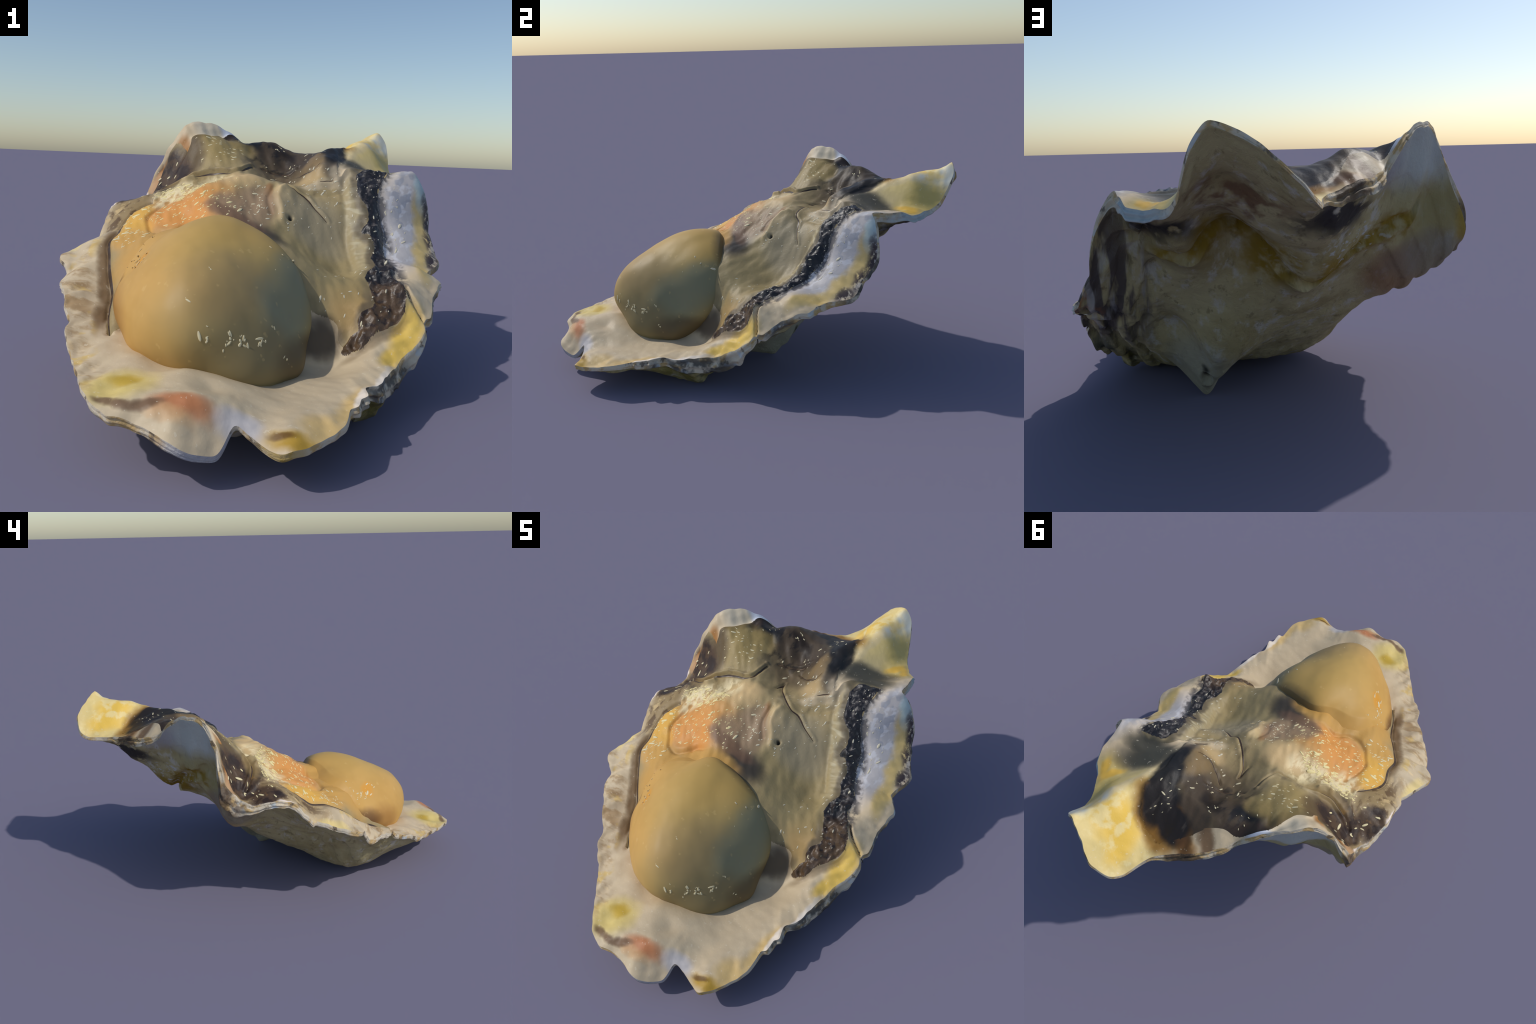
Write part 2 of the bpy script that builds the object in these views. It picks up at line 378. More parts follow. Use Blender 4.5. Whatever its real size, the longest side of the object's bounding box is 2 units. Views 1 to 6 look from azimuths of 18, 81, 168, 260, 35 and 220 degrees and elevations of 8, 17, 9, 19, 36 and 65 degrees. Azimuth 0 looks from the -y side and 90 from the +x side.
def relief(p, rho):
    """folds, grooves and grain of the open side, as height over the landmarks"""
    h = groove(p, CREVICE, .016, .011) + groove(p, SEAM, .012, .007) + groove(p, SLIT, .007, .008) + groove(p, SLIT_SIDE, .006, .007)
    h += groove(p, ARC_BACK, .006, .007) + groove(p, ARC_FRONT, .006, .007) + groove(p, ARC_SIDE, .006, .008) + groove(p, CRACK, .030, .006)
    # lips beside the grooves
    for line, off, lift, w in ((SEAM, (-.004, .014), .010, .008), (SLIT, (.008, .010), .005, .007), (ARC_FRONT, (0, -.012), .004, .008), (ARC_BACK, (0, .012), .004, .008)):
        h -= groove(p, np.asarray(line) + off, lift, w)
    h += groove(p, [(.110, .095), (.112, .100)], .022, .008)
    # folds of the flesh: a trough beside the frill, welts and a turned-up flap
    h += groove(p, FOLD, .010, .014) - groove(p, [(.060, .235), (.052, .170), (.080, .110), (.090, .070)], .011, .013)
    h -= groove(p, [(.120, .340), (.170, .372), (.225, .405)], .009, .014) + groove(p, [(.135, .430), (.200, .460), (.262, .470)], .008, .014)
    h += groove(p, [(.165, .300), (.230, .335), (.290, .420)], .007, .013) + groove(p, [(.020, .225), (.015, .150), (.045, .080)], .008, .010)
    h -= groove(p, [(-.375, .236), (-.355, .240), (-.335, .262)], .016, .010)
    m = signed(p, mantle_poly)
    f = signed(p, fringe_poly)
    gl = signed(p, gland_poly)
    # flesh lies on the nacre with a rounded edge; the fringe is a raised frill
    h -= .007 * (1 - smooth(m, -.010, .003)) * (1 - smooth(m, -.015, -.05))
    h += smooth(f, -.004, .010) * (.002 + .007 * grain(p, 95, 3, 2))
    d, _, arc = line_dist(p, curve2(FRILL, .006))
    h += np.exp(-(d / .030) ** 2) * (.001 + .003 * np.sin(arc * 190 + 5 * wobble(p, 22, 5)) * (.4 + wobble(p, 12, 6) ** 2))
    # gland: a swollen lobe with a crease round its front
    front = smooth(.16 - p[:, 1], 0, .12) * smooth(-.10 - p[:, 0], 0, .10)
    h += front * (-.011 * np.exp(-((gl + .006) / .010) ** 2) + .005 * smooth(gl, 0, .02)) 
    # nacre: growth ripples towards the left and front rim, dents along the edge
    left = smooth(-p[:, 0] - .25 * p[:, 1], .05, .45) * smooth(-p[:, 1], -.05, .15)
    a = np.arctan2(p[:, 1], p[:, 0])
    ripple = np.sin(a * 40 + 3.5 * wobble(p, 8, 8)) * (.5 + .7 * wobble(p, 10, 7)) + .7 * np.sin(a * 77 + 3 * wobble(p, 14, 9))
    edge = smooth(rho, .80, .99)
    h += left * edge * .0050 * ripple
    h += (1 - smooth(m, -.02, .02)) * (.0022 * grain(p, 28, 13) + edge * .0035 * grain(p, 40, 17))
    h += smooth(m, -.01, .02) * (.0042 * grain(np.c_[p[:, 0] * 1.2 + p[:, 1] * .3, p[:, 1] * .6], 34, 23, 3) + .005 * wobble(p, 13, 27))
    # crumpled folds in the brown hollow and over the back
    back = smooth(p[:, 1], .34, .50) * smooth(m, -.01, .03)
    q = np.c_[p[:, 0] * 1.0 + p[:, 1] * .5, p[:, 1] * .5 - p[:, 0] * .25]
    h += back * .0045 * grain(q, 52, 29, 2)
    return h


rim2 = rim_line[:, :2]
grid = np.concatenate([np.zeros((1, 2)), (RHO[:, None, None] * rim2[None]).reshape(-1, 2)])
rho_all = np.r_[0, np.repeat(RHO, N)]
# pull grid points onto the outlines so that the parts have clean borders
for _, poly in REGIONS:
    d, near, _a = line_dist(grid, poly, True)
    m = (d < .0021) & (rho_all < .985)
    grid[m] = near[m]
top_h = T_spline(grid)
miss = rim_line[:, 2] - top_h[-N:]
top_h += np.r_[0, np.tile(miss, len(RHO))] * smooth(rho_all, .80, 1)
top_h += relief(grid, rho_all) * (1 - .6 * smooth(rho_all, .97, 1))
top_v = to_world(np.c_[grid, top_h])


def ring_faces(first, rings, n):
    return [(first + i * n + j, first + (i + 1) * n + j, first + (i + 1) * n + (j + 1) % n, first + i * n + (j + 1) % n) for i in range(rings - 1) for j in range(n)]


top_f = [(0, 1 + j, 1 + (j + 1) % N) for j in range(N)] + ring_faces(1, len(RHO), N)

# -------------------------------------------------------------- outside, lip
LAMELLA = [(.560, .420, .500), (.480, .420, .530), (.405, .430, .560), (.290, .470, .562), (.225, .480, .656), (.190, .480, .660), (.125, .470, .620),
           (-.015, .495, .468), (-.142, .490, .541), (-.256, .452, .585), (-.387, .416, .631)]
LIP_RINGS, LOW_RHO = 9, np.r_[np.linspace(1, .80, 44), np.linspace(.80, .45, 50)[1:], np.linspace(.45, .02, 40)[1:]]
drop, bulge = along_rim(rim_line, 2), along_rim(rim_line, 3)
ar = np.arctan2(rim2[:, 1], rim2[:, 0])
ring3 = np.c_[np.cos(ar), np.sin(ar), ar * 0]
drop = drop * (1 + .15 * grain(ring3, 22, 71, 3))
out_dir = rim2 / np.linalg.norm(rim2, axis=1)[:, None]
low = []
top_edge = np.c_[grid[-N:], top_h[-N:]]
for i in range(1, LIP_RINGS + 1):
    t = i / LIP_RINGS
    # flaky layers: every third of the wall steps in or out
    step = .0060 * smooth(drop, .022, .042) * np.sin(t * 12.5 + 2.2 * wobble(ring3, 9, 77)) * np.sin(np.pi * t)
    o = bulge * np.sin(np.pi * min(t * .75, 1)) ** .8 + step + .0022 * t * grain(ring3, 50, 80 + i, 2)
    q = top_edge.copy()
    q[:, :2] += out_dir * o[:, None]
    q[:, 2] -= drop * t
    low.append(q)
g2 = (LOW_RHO[1:, None, None] * (rim2 + out_dir * (bulge * .7)[:, None])[None]).reshape(-1, 2)
r2 = np.repeat(LOW_RHO[1:], N)
h2 = B_spline(g2)
miss = (low[-1][:, 2] - B_spline(low[-1][:, :2]))
h2 += np.tile(miss, len(LOW_RHO) - 1) * smooth(r2, .80, 1)
lam = curve2(to_plane(LAMELLA)[:, :2], .01)
lam = lam + .008 * np.c_[grain(lam, 40, 91), grain(lam, 40, 92)]
d, near, _a = line_dist(g2, lam)
upper = (near * 1.0 - g2)[:, 1] < 0
reach = smooth(.62 - np.abs(g2[:, 0]), 0, .15)
h2 += reach * np.where(upper, .030 * smooth(d, 0, .007) * (1 - smooth(d, .025, .058)), -.005 * np.exp(-(d / .02) ** 2))
# terraces on the right flank, chalky grain, and growth lines all over
right = smooth(g2[:, 0], .30, .46) * smooth(r2, .55, .7) * (1 - smooth(r2, .96, 1))
h2 += right * .011 * np.tanh(3 * np.sin(r2 * 46 + 1.3 * wobble(g2, 5, 95)))
left = smooth(-g2[:, 0], .15, .4) * smooth(r2, .5, .7) * (1 - smooth(r2, .96, 1))
h2 += left * .006 * np.tanh(2 * np.sin(r2 * 60 + 2.2 * wobble(g2, 7, 96)))
h2 += .006 * grain(g2, 20, 97, 4) * (1 - smooth(r2, .97, 1))
# the hollow in the foot spur
hole = np.hypot((g2[:, 0] - .232) / .020, (g2[:, 1] + .020) / .030)
h2 += .035 * (1 - smooth(hole, .5, 1.1))
inner_top = T_spline(g2)
h2 = np.minimum(h2, inner_top - .020 * (1 - smooth(r2, .96, 1)) - .006)
low_v = to_world(np.concatenate(low + [np.c_[g2, h2]]))
low_v[:, 2] = np.maximum(low_v[:, 2], .0015)
n_low = LIP_RINGS + len(LOW_RHO) - 1
tip_v = low_v[-N:].mean(0, keepdims=True)


# ------------------------------------------------------------------ materials
def srgb(r, g, b, gain=1.0):
    """colour as seen in the light of day (0..255), to base colour"""
    f = lambda c: ((c / 255 + .055) / 1.055) ** 2.4 if c > 10 else c / 255 / 12.92
    return tuple(min(.95, f(c) * gain) for c in (r, g, b)) + (1,)


def mask_group(name, inputs):
    """empty node group that turns a position into a 0..1 mask"""
    g = bpy.data.node_groups.new(name, "ShaderNodeTree")
    for label, kind in inputs + [("Outer", "NodeSocketFloat"), ("Inner", "NodeSocketFloat")]:
        g.interface.new_socket(label, in_out="INPUT", socket_type=kind)
    g.interface.new_socket("Mask", in_out="OUTPUT", socket_type="NodeSocketFloat")
    return g, g.nodes.new("NodeGroupInput"), g.nodes.new("NodeGroupOutput")


def mask_end(g, gi, go, square):
    r = g.nodes.new("ShaderNodeMapRange")
    r.interpolation_type = "SMOOTHSTEP"
    g.links.new(square, r.inputs["Value"])
    g.links.new(gi.outputs["Outer"], r.inputs["From Min"])
    g.links.new(gi.outputs["Inner"], r.inputs["From Max"])
    g.links.new(r.outputs["Result"], go.inputs["Mask"])


def spot_group():
    if "soft_spot" in bpy.data.node_groups:
        return bpy.data.node_groups["soft_spot"]
    V, F = "NodeSocketVector", "NodeSocketFloat"
    g, gi, go = mask_group("soft_spot", [("At", V), ("Across", V), ("Along", V), ("Across Mid", F), ("Along Mid", F)])
    sq = []
    for k in ("Across", "Along"):
        d = g.nodes.new("ShaderNodeVectorMath")
        d.operation = "DOT_PRODUCT"
        g.links.new(gi.outputs["At"], d.inputs[0])
        g.links.new(gi.outputs[k], d.inputs[1])
        u = g.nodes.new("ShaderNodeMath")
        u.operation = "SUBTRACT"
        g.links.new(d.outputs["Value"], u.inputs[0])
        g.links.new(gi.outputs[k + " Mid"], u.inputs[1])
        p = g.nodes.new("ShaderNodeMath")
        p.operation = "MULTIPLY"
        g.links.new(u.outputs[0], p.inputs[0])
        g.links.new(u.outputs[0], p.inputs[1])
        sq.append(p.outputs[0])
    t = g.nodes.new("ShaderNodeMath")
    g.links.new(sq[0], t.inputs[0])
    g.links.new(sq[1], t.inputs[1])
    mask_end(g, gi, go, t.outputs[0])
    return g


def ball_group():
    if "soft_ball" in bpy.data.node_groups:
        return bpy.data.node_groups["soft_ball"]
    V = "NodeSocketVector"
    g, gi, go = mask_group("soft_ball", [("At", V), ("Middle", V), ("Inverse Size", V)])
    out = gi.outputs["At"]
    for op, k in (("SUBTRACT", "Middle"), ("MULTIPLY", "Inverse Size")):
        n = g.nodes.new("ShaderNodeVectorMath")
        n.operation = op
        g.links.new(out, n.inputs[0])
        g.links.new(gi.outputs[k], n.inputs[1])
        out = n.outputs["Vector"]
    d = g.nodes.new("ShaderNodeVectorMath")
    d.operation = "DOT_PRODUCT"
    g.links.new(out, d.inputs[0])
    g.links.new(out, d.inputs[1])
    mask_end(g, gi, go, d.outputs["Value"])
    return g


class Paint:
    """layers of procedural colour on Object coordinates"""
    def __init__(self, name, base, rough=.5, spec=.3, warp=.03, warp_scale=9):
        self.m = bpy.data.materials.new(name)
        self.m.use_nodes = True
        self.nt = self.m.node_tree
        self.bsdf = self.nt.nodes["Principled BSDF"]
        self.bsdf.inputs["Roughness"].default_value = rough
        self.bsdf.inputs["Specular IOR Level"].default_value = spec
        tc = self.node("ShaderNodeTexCoord")
        self.pos = tc.outputs["Object"]
        sub = self.vec("SUBTRACT", self.pos, (0, 0, Z0))
        rot = self.node("ShaderNodeVectorRotate", rotation_type="X_AXIS")
        rot.inputs["Angle"].default_value = -TILT
        self.link(sub, rot.inputs["Vector"])
        self.flat = rot.outputs["Vector"]                       # plane of the shell
        n = self.noise(warp_scale, 3, coord=self.pos, colour=True)
        off = self.vec("MULTIPLY", self.vec("SUBTRACT", n, (.5, .5, .5)), (warp * 2,) * 3)
        self.warped = self.vec("ADD", self.flat, off)
        self.warped_pos = self.vec("ADD", self.pos, off)
        c = self.node("ShaderNodeRGB")
        c.outputs[0].default_value = base
        self.col = c.outputs[0]

    def node(self, kind, **props):
        n = self.nt.nodes.new(kind)
        for k, v in props.items():
            setattr(n, k, v)
        return n

    def link(self, a, b):
        self.nt.links.new(a, b)

    def put(self, sock, v):
        if hasattr(v, "is_linked"):
            self.link(v, sock)
        else:
            sock.default_value = v

    def vec(self, op, a, b):
        n = self.node("ShaderNodeVectorMath", operation=op)
        self.put(n.inputs[0], a)
        self.put(n.inputs[1], b)
        return n.outputs["Vector"]

    def math(self, op, a, b=0.0, clamp=False):
        n = self.node("ShaderNodeMath", operation=op, use_clamp=clamp)
        self.put(n.inputs[0], a)
        self.put(n.inputs[1], b)
        return n.outputs[0]

    def noise(self, scale, detail=3, rough=.55, coord=None, colour=False, stretch=None, turn=0.0, distort=0.0):
        n = self.node("ShaderNodeTexNoise")
        n.inputs["Scale"].default_value = scale
        n.inputs["Detail"].default_value = detail
        n.inputs["Roughness"].default_value = rough
        n.inputs["Distortion"].default_value = distort
        c = coord if coord is not None else self.pos
        if stretch:
            mp = self.node("ShaderNodeMapping")
            mp.inputs["Rotation"].default_value = (0, 0, turn)
            mp.inputs["Scale"].default_value = stretch
            self.link(c, mp.inputs["Vector"])
            c = mp.outputs["Vector"]
        self.link(c, n.inputs["Vector"])
        return n.outputs["Color" if colour else "Fac"]

    def ramp(self, v, lo, hi):
        n = self.node("ShaderNodeMapRange", interpolation_type="SMOOTHSTEP")
        self.put(n.inputs["Value"], v)
        n.inputs["From Min"].default_value = lo
        n.inputs["From Max"].default_value = hi
        return n.outputs["Result"]

    def spot(self, x, y, rx, ry, turn=0.0, soft=.35, raw=False):
        """soft ellipse in the plane of the shell"""
        c, s = math.cos(math.radians(turn)), math.sin(math.radians(turn))
        n = self.node("ShaderNodeGroup", node_tree=spot_group())
        self.link(self.flat if raw else self.warped, n.inputs["At"])
        n.inputs["Across"].default_value = (c / rx, s / rx, 0)
        n.inputs["Along"].default_value = (-s / ry, c / ry, 0)
        n.inputs["Across Mid"].default_value = (x * c + y * s) / rx
        n.inputs["Along Mid"].default_value = (y * c - x * s) / ry
        n.inputs["Outer"].default_value = (1 + soft) ** 2
        n.inputs["Inner"].default_value = (1 - soft) ** 2
        return n.outputs["Mask"]

    def ball(self, x, y, z, rx, ry, rz, soft=.35):
        """soft ellipsoid in world space"""
        n = self.node("ShaderNodeGroup", node_tree=ball_group())
        self.link(self.warped_pos, n.inputs["At"])
        n.inputs["Middle"].default_value = (x, y, z)
        n.inputs["Inverse Size"].default_value = (1 / rx, 1 / ry, 1 / rz)
        n.inputs["Outer"].default_value = (1 + soft) ** 2
        n.inputs["Inner"].default_value = (1 - soft) ** 2
        return n.outputs["Mask"]

    def band(self, pts, width, soft=.5):
        """stroke along a few points, as a chain of long spots"""
        out = None
        for (x0, y0), (x1, y1) in zip(pts, pts[1:]):
            L = math.hypot(x1 - x0, y1 - y0)
            s = self.spot((x0 + x1) / 2, (y0 + y1) / 2, L * .62 + width * .3, width, math.degrees(math.atan2(y1 - y0, x1 - x0)), soft)
            out = s if out is None else self.math("MAXIMUM", out, s)
        return out

    def any(self, *masks):
        out = masks[0]
        for m in masks[1:]:
            out = self.math("MAXIMUM", out, m)
        return out

    def times(self, a, b):
        return self.math("MULTIPLY", a, b)

    def lay(self, mask, colour, amount=1.0):
        mix = self.node("ShaderNodeMix", data_type="RGBA")
        f = self.times(mask, amount) if amount != 1 else mask
        self.put(mix.inputs["Factor"], f)
        self.link(self.col, mix.inputs["A"])
        self.put(mix.inputs["B"], colour)
        self.col = mix.outputs["Result"]

    def bump(self, height, strength=.3, dist=.004):
        n = self.node("ShaderNodeBump")
        n.inputs["Strength"].default_value = strength
        n.inputs["Distance"].default_value = dist
        self.link(height, n.inputs["Height"])
        self.link(n.outputs["Normal"], self.bsdf.inputs["Normal"])

    def done(self):
        self.link(self.col, self.bsdf.inputs["Base Color"])
        return self.m


G = 1.18          # seen colour in full sun -> base colour


def C(r, g, b):
    return srgb(r, g, b, G)


def film_smear(p):
    """grey stain that runs from the membrane into the trough of the tongue"""
    return p.any(p.spot(.290, .585, .135, .060, 25, .5), p.spot(.345, .555, .09, .045, 15, .6))


def hinge_film(p):
    """the black membrane at the root of the tongue"""
    return p.any(p.spot(.105, .735, .085, .078, -25, .22), p.spot(.178, .600, .036, .125, 3, .25), p.spot(.02, .765, .105, .050, -14, .25), p.spot(.150, .660, .055, .09, 0, .25))


def pleat_film(p):
    """brown skin in the pleats on the left"""
    return p.any(p.spot(-.475, .325, .095, .125, 25, .25), p.spot(-.530, .290, .052, .075, 0, .3), p.spot(-.578, .190, .055, .070, 0, .25), p.spot(-.44, .255, .07, .035, 10, .4))


def paint_film(p):
    f = hinge_film(p)
    p.lay(p.any(p.spot(.08, .775, .145, .075, -20, .25), p.spot(-.06, .79, .10, .03, -25, .5)), C(134, 92, 30), .85)
    p.lay(f, C(30, 30, 32), .97)
    p.lay(p.times(f, p.ramp(p.noise(24, 4, stretch=(1, .25, 1), turn=-.7), .56, .72)), C(72, 66, 60), .7)
    f = pleat_film(p)
    p.lay(f, C(72, 54, 41), .95)
    p.lay(p.times(f, p.ramp(p.noise(20, 4), .44, .58)), C(46, 35, 31), .9)
    p.lay(p.times(f, p.ramp(p.noise(15, 3, turn=1), .60, .70)), C(138, 100, 52), .75)


def nacre_paint():
    p = Paint("nacre", C(190, 171, 140), .5, .25, .022, 12)
    mott = p.noise(14, 4)
    p.lay(p.ramp(mott, .45, .75), C(202, 184, 152), .5)
    p.lay(p.ramp(p.noise(6, 3), .52, .75), C(168, 150, 126), .4)
    # pearly right flap
    p.lay(p.spot(.50, .30, .10, .26, -6, .5), C(174, 170, 170), .95)
    p.lay(p.times(p.spot(.50, .32, .09, .20, -6, .5), p.ramp(p.noise(30, 2, stretch=(1, .3, 1)), .5, .62)), C(200, 200, 204), .6)
    p.lay(p.times(p.spot(.50, .42, .06, .09, 0, .6), p.ramp(p.noise(22, 1), .5, .58)), C(140, 143, 152), .7)
    p.lay(p.band([(.60, .06), (.580, .20), (.572, .33), (.550, .44)], .026, .7), C(200, 172, 105), .9)
    p.lay(p.band([(.545, .47), (.535, .53)], .022, .6), C(165, 185, 185), .8)
    p.lay(p.times(p.any(p.spot(.600, .36, .022, .05, 10, .6), p.spot(.582, .45, .018, .05, 5, .6), p.spot(.62, .26, .02, .04, 0, .6)), p.ramp(p.noise(34, 4), .38, .5)), C(64, 54, 56))
    # front lip
    p.lay(p.any(p.spot(.580, -.250, .038, .10, -12, .6), p.spot(.545, -.345, .022, .05, -20, .7)), C(214, 178, 82), .95)
    p.lay(p.spot(.590, -.215, .018, .03, 0, .7), C(220, 185, 95), .8)
    p.lay(p.spot(-.085, -.900, .085, .075, 35, .6), C(205, 182, 108), .9)
    p.lay(p.spot(-.084, -.868, .034, .026, 20, .7), C(180, 148, 48), .9)
    p.lay(p.spot(.118, -.945, .062, .030, 8, .8), C(170, 104, 62), .9)
    p.lay(p.spot(.10, -.985, .05, .02, 0, .7), C(190, 150, 105), .7)
    p.lay(p.band([(-.100, -.975), (-.055, -.985), (.000, -.985), (.055, -.965)], .015, .6), C(104, 78, 56), .9)
    p.lay(p.spot(.405, -.938, .070, .026, 5, .6), C(165, 130, 42), .95)
    p.lay(p.band([(.345, -.935), (.385, -.925)], .010, .6), C(95, 65, 25), .9)
    p.lay(p.any(p.spot(.455, -.86, .05, .05, 60, .7), p.spot(.495, -.72, .03, .10, -8, .7)), C(198, 165, 100), .75)
    p.lay(p.spot(.26, -.93, .05, .035, 0, .6), C(170, 168, 172), .8)
    p.lay(p.any(p.spot(.535, -.56, .012, .12, -4, .6), p.spot(.51, -.66, .012, .06, 0, .6)), C(222, 212, 200), .8)
    # left rim: brown and cream growth stripes
    rim = p.any(p.spot(-.52, -.42, .07, .20, 35, .5), p.spot(-.40, -.60, .055, .14, 30, .5), p.spot(-.26, -.80, .05, .14, 40, .5), p.spot(-.60, -.22, .07, .12, 10, .5))
    w = p.noise(13, 5, .6, coord=p.warped, stretch=(.30, 1.3, 1), turn=-.49)
    p.lay(p.times(rim, p.ramp(w, .46, .60)), C(146, 115, 74), .75)
    w = p.noise(17, 4, .6, coord=p.flat, stretch=(.35, 1.4, 1), turn=-.40)
    p.lay(p.times(rim, p.ramp(w, .56, .68)), C(210, 186, 144), .75)
    p.lay(p.times(rim, p.ramp(p.noise(10, 3), .56, .66)), C(200, 168, 92), .7)
    p.lay(p.spot(-.640, -.13, .035, .07, 0, .6), C(216, 192, 125), .85)
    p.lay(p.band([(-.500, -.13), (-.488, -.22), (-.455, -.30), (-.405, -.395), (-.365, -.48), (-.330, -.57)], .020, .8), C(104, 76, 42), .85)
    p.lay(p.spot(-.43, -.66, .02, .03, 0, .7), C(205, 178, 90), .8)
    # left pleats: cream lip, amber and brown behind it
    p.lay(p.any(p.spot(-.535, .11, .07, .18, 0, .6), p.spot(-.585, .32, .05, .07, 0, .6)), C(140, 118, 80), .95)
    p.lay(p.times(p.spot(-.54, .11, .08, .18, 0, .5), p.ramp(p.noise(22, 3, stretch=(1, .4, 1), turn=.6), .5, .62)), C(84, 62, 42), .85)
    p.lay(p.times(p.spot(-.56, .05, .07, .14, 0, .5), p.ramp(p.noise(18, 3), .56, .66)), C(190, 164, 118), .8)
    p.lay(p.band([(-.604, .335), (-.612, .285), (-.626, .235), (-.634, .165), (-.632, .10)], .009, .5), C(230, 214, 202), .95)
    # hinge tongue
    p.lay(p.spot(.19, .88, .20, .22, 20, .45), C(214, 190, 124), .95)
    p.lay(p.any(p.spot(.180, .905, .060, .065, 0, .85), p.spot(.120, .930, .035, .06, 0, .85)), C(222, 180, 70), .85)
    p.lay(p.times(p.spot(.17, .90, .16, .18, 0, .4), p.ramp(p.noise(16, 4), .50, .64)), C(222, 204, 150), .7)
    p.lay(p.band([(.205, .60), (.235, .72), (.285, .90)], .020, .6), C(205, 185, 140), .8)
    p.lay(p.times(p.spot(.305, .935, .035, .09, -15, .6), p.ramp(p.noise(11, 2), .36, .6)), C(176, 188, 192), .75)
    p.lay(p.any(p.spot(.36, .80, .05, .12, 20, .5), p.spot(.40, .70, .06, .05, 0, .6)), C(184, 162, 92), .8)
    p.lay(p.band([(.365, .70), (.41, .745), (.43, .69)], .016, .6), C(208, 164, 62), .8)
    p.lay(film_smear(p), C(62, 62, 55), .95)
    paint_film(p)
    p.lay(p.any(p.spot(-.15, .755, .09, .025, -35, .6), p.spot(-.08, .80, .05, .02, -30, .6)), C(92, 64, 38), .85)
    # upturned flap, inner face
    p.lay(p.spot(-.37, .60, .11, .07, -25, .5), C(206, 192, 166), .95)
    p.lay(p.spot(-.31, .66, .07, .03, -25, .6), C(180, 190, 208), .8)
    p.lay(p.any(p.spot(-.45, .44, .03, .05, 20, .6), p.spot(-.51, .39, .04, .035, 20, .6)), C(150, 98, 34), .9)
    p.lay(p.spot(-.565, .37, .035, .03, 0, .6), C(190, 150, 110), .8)
    p.lay(p.ramp(p.noise(70, 2), .66, .72), C(212, 200, 175), .35)
    p.lay(p.band([(.43, -.37), (.49, -.30), (.53, -.255), (.565, -.21)], .014, .9), C(120, 98, 70), .6)
    p.lay(p.times(p.band([(.545, -.08), (.512, .02), (.462, .15), (.435, .24), (.400, .33), (.398, .43), (.412, .50)], .020, .8), p.ramp(p.noise(30, 3), .38, .56)), C(70, 67, 68), .85)
    p.lay(p.any(p.spot(.335, -.335, .045, .05, 0, .6), p.spot(.30, -.37, .10, .035, 40, .7)), C(74, 62, 48), .9)  # baked shade of the cave beside the belly, painted on
    p.bump(p.noise(60, 4), .25, .004)
    return p.done()


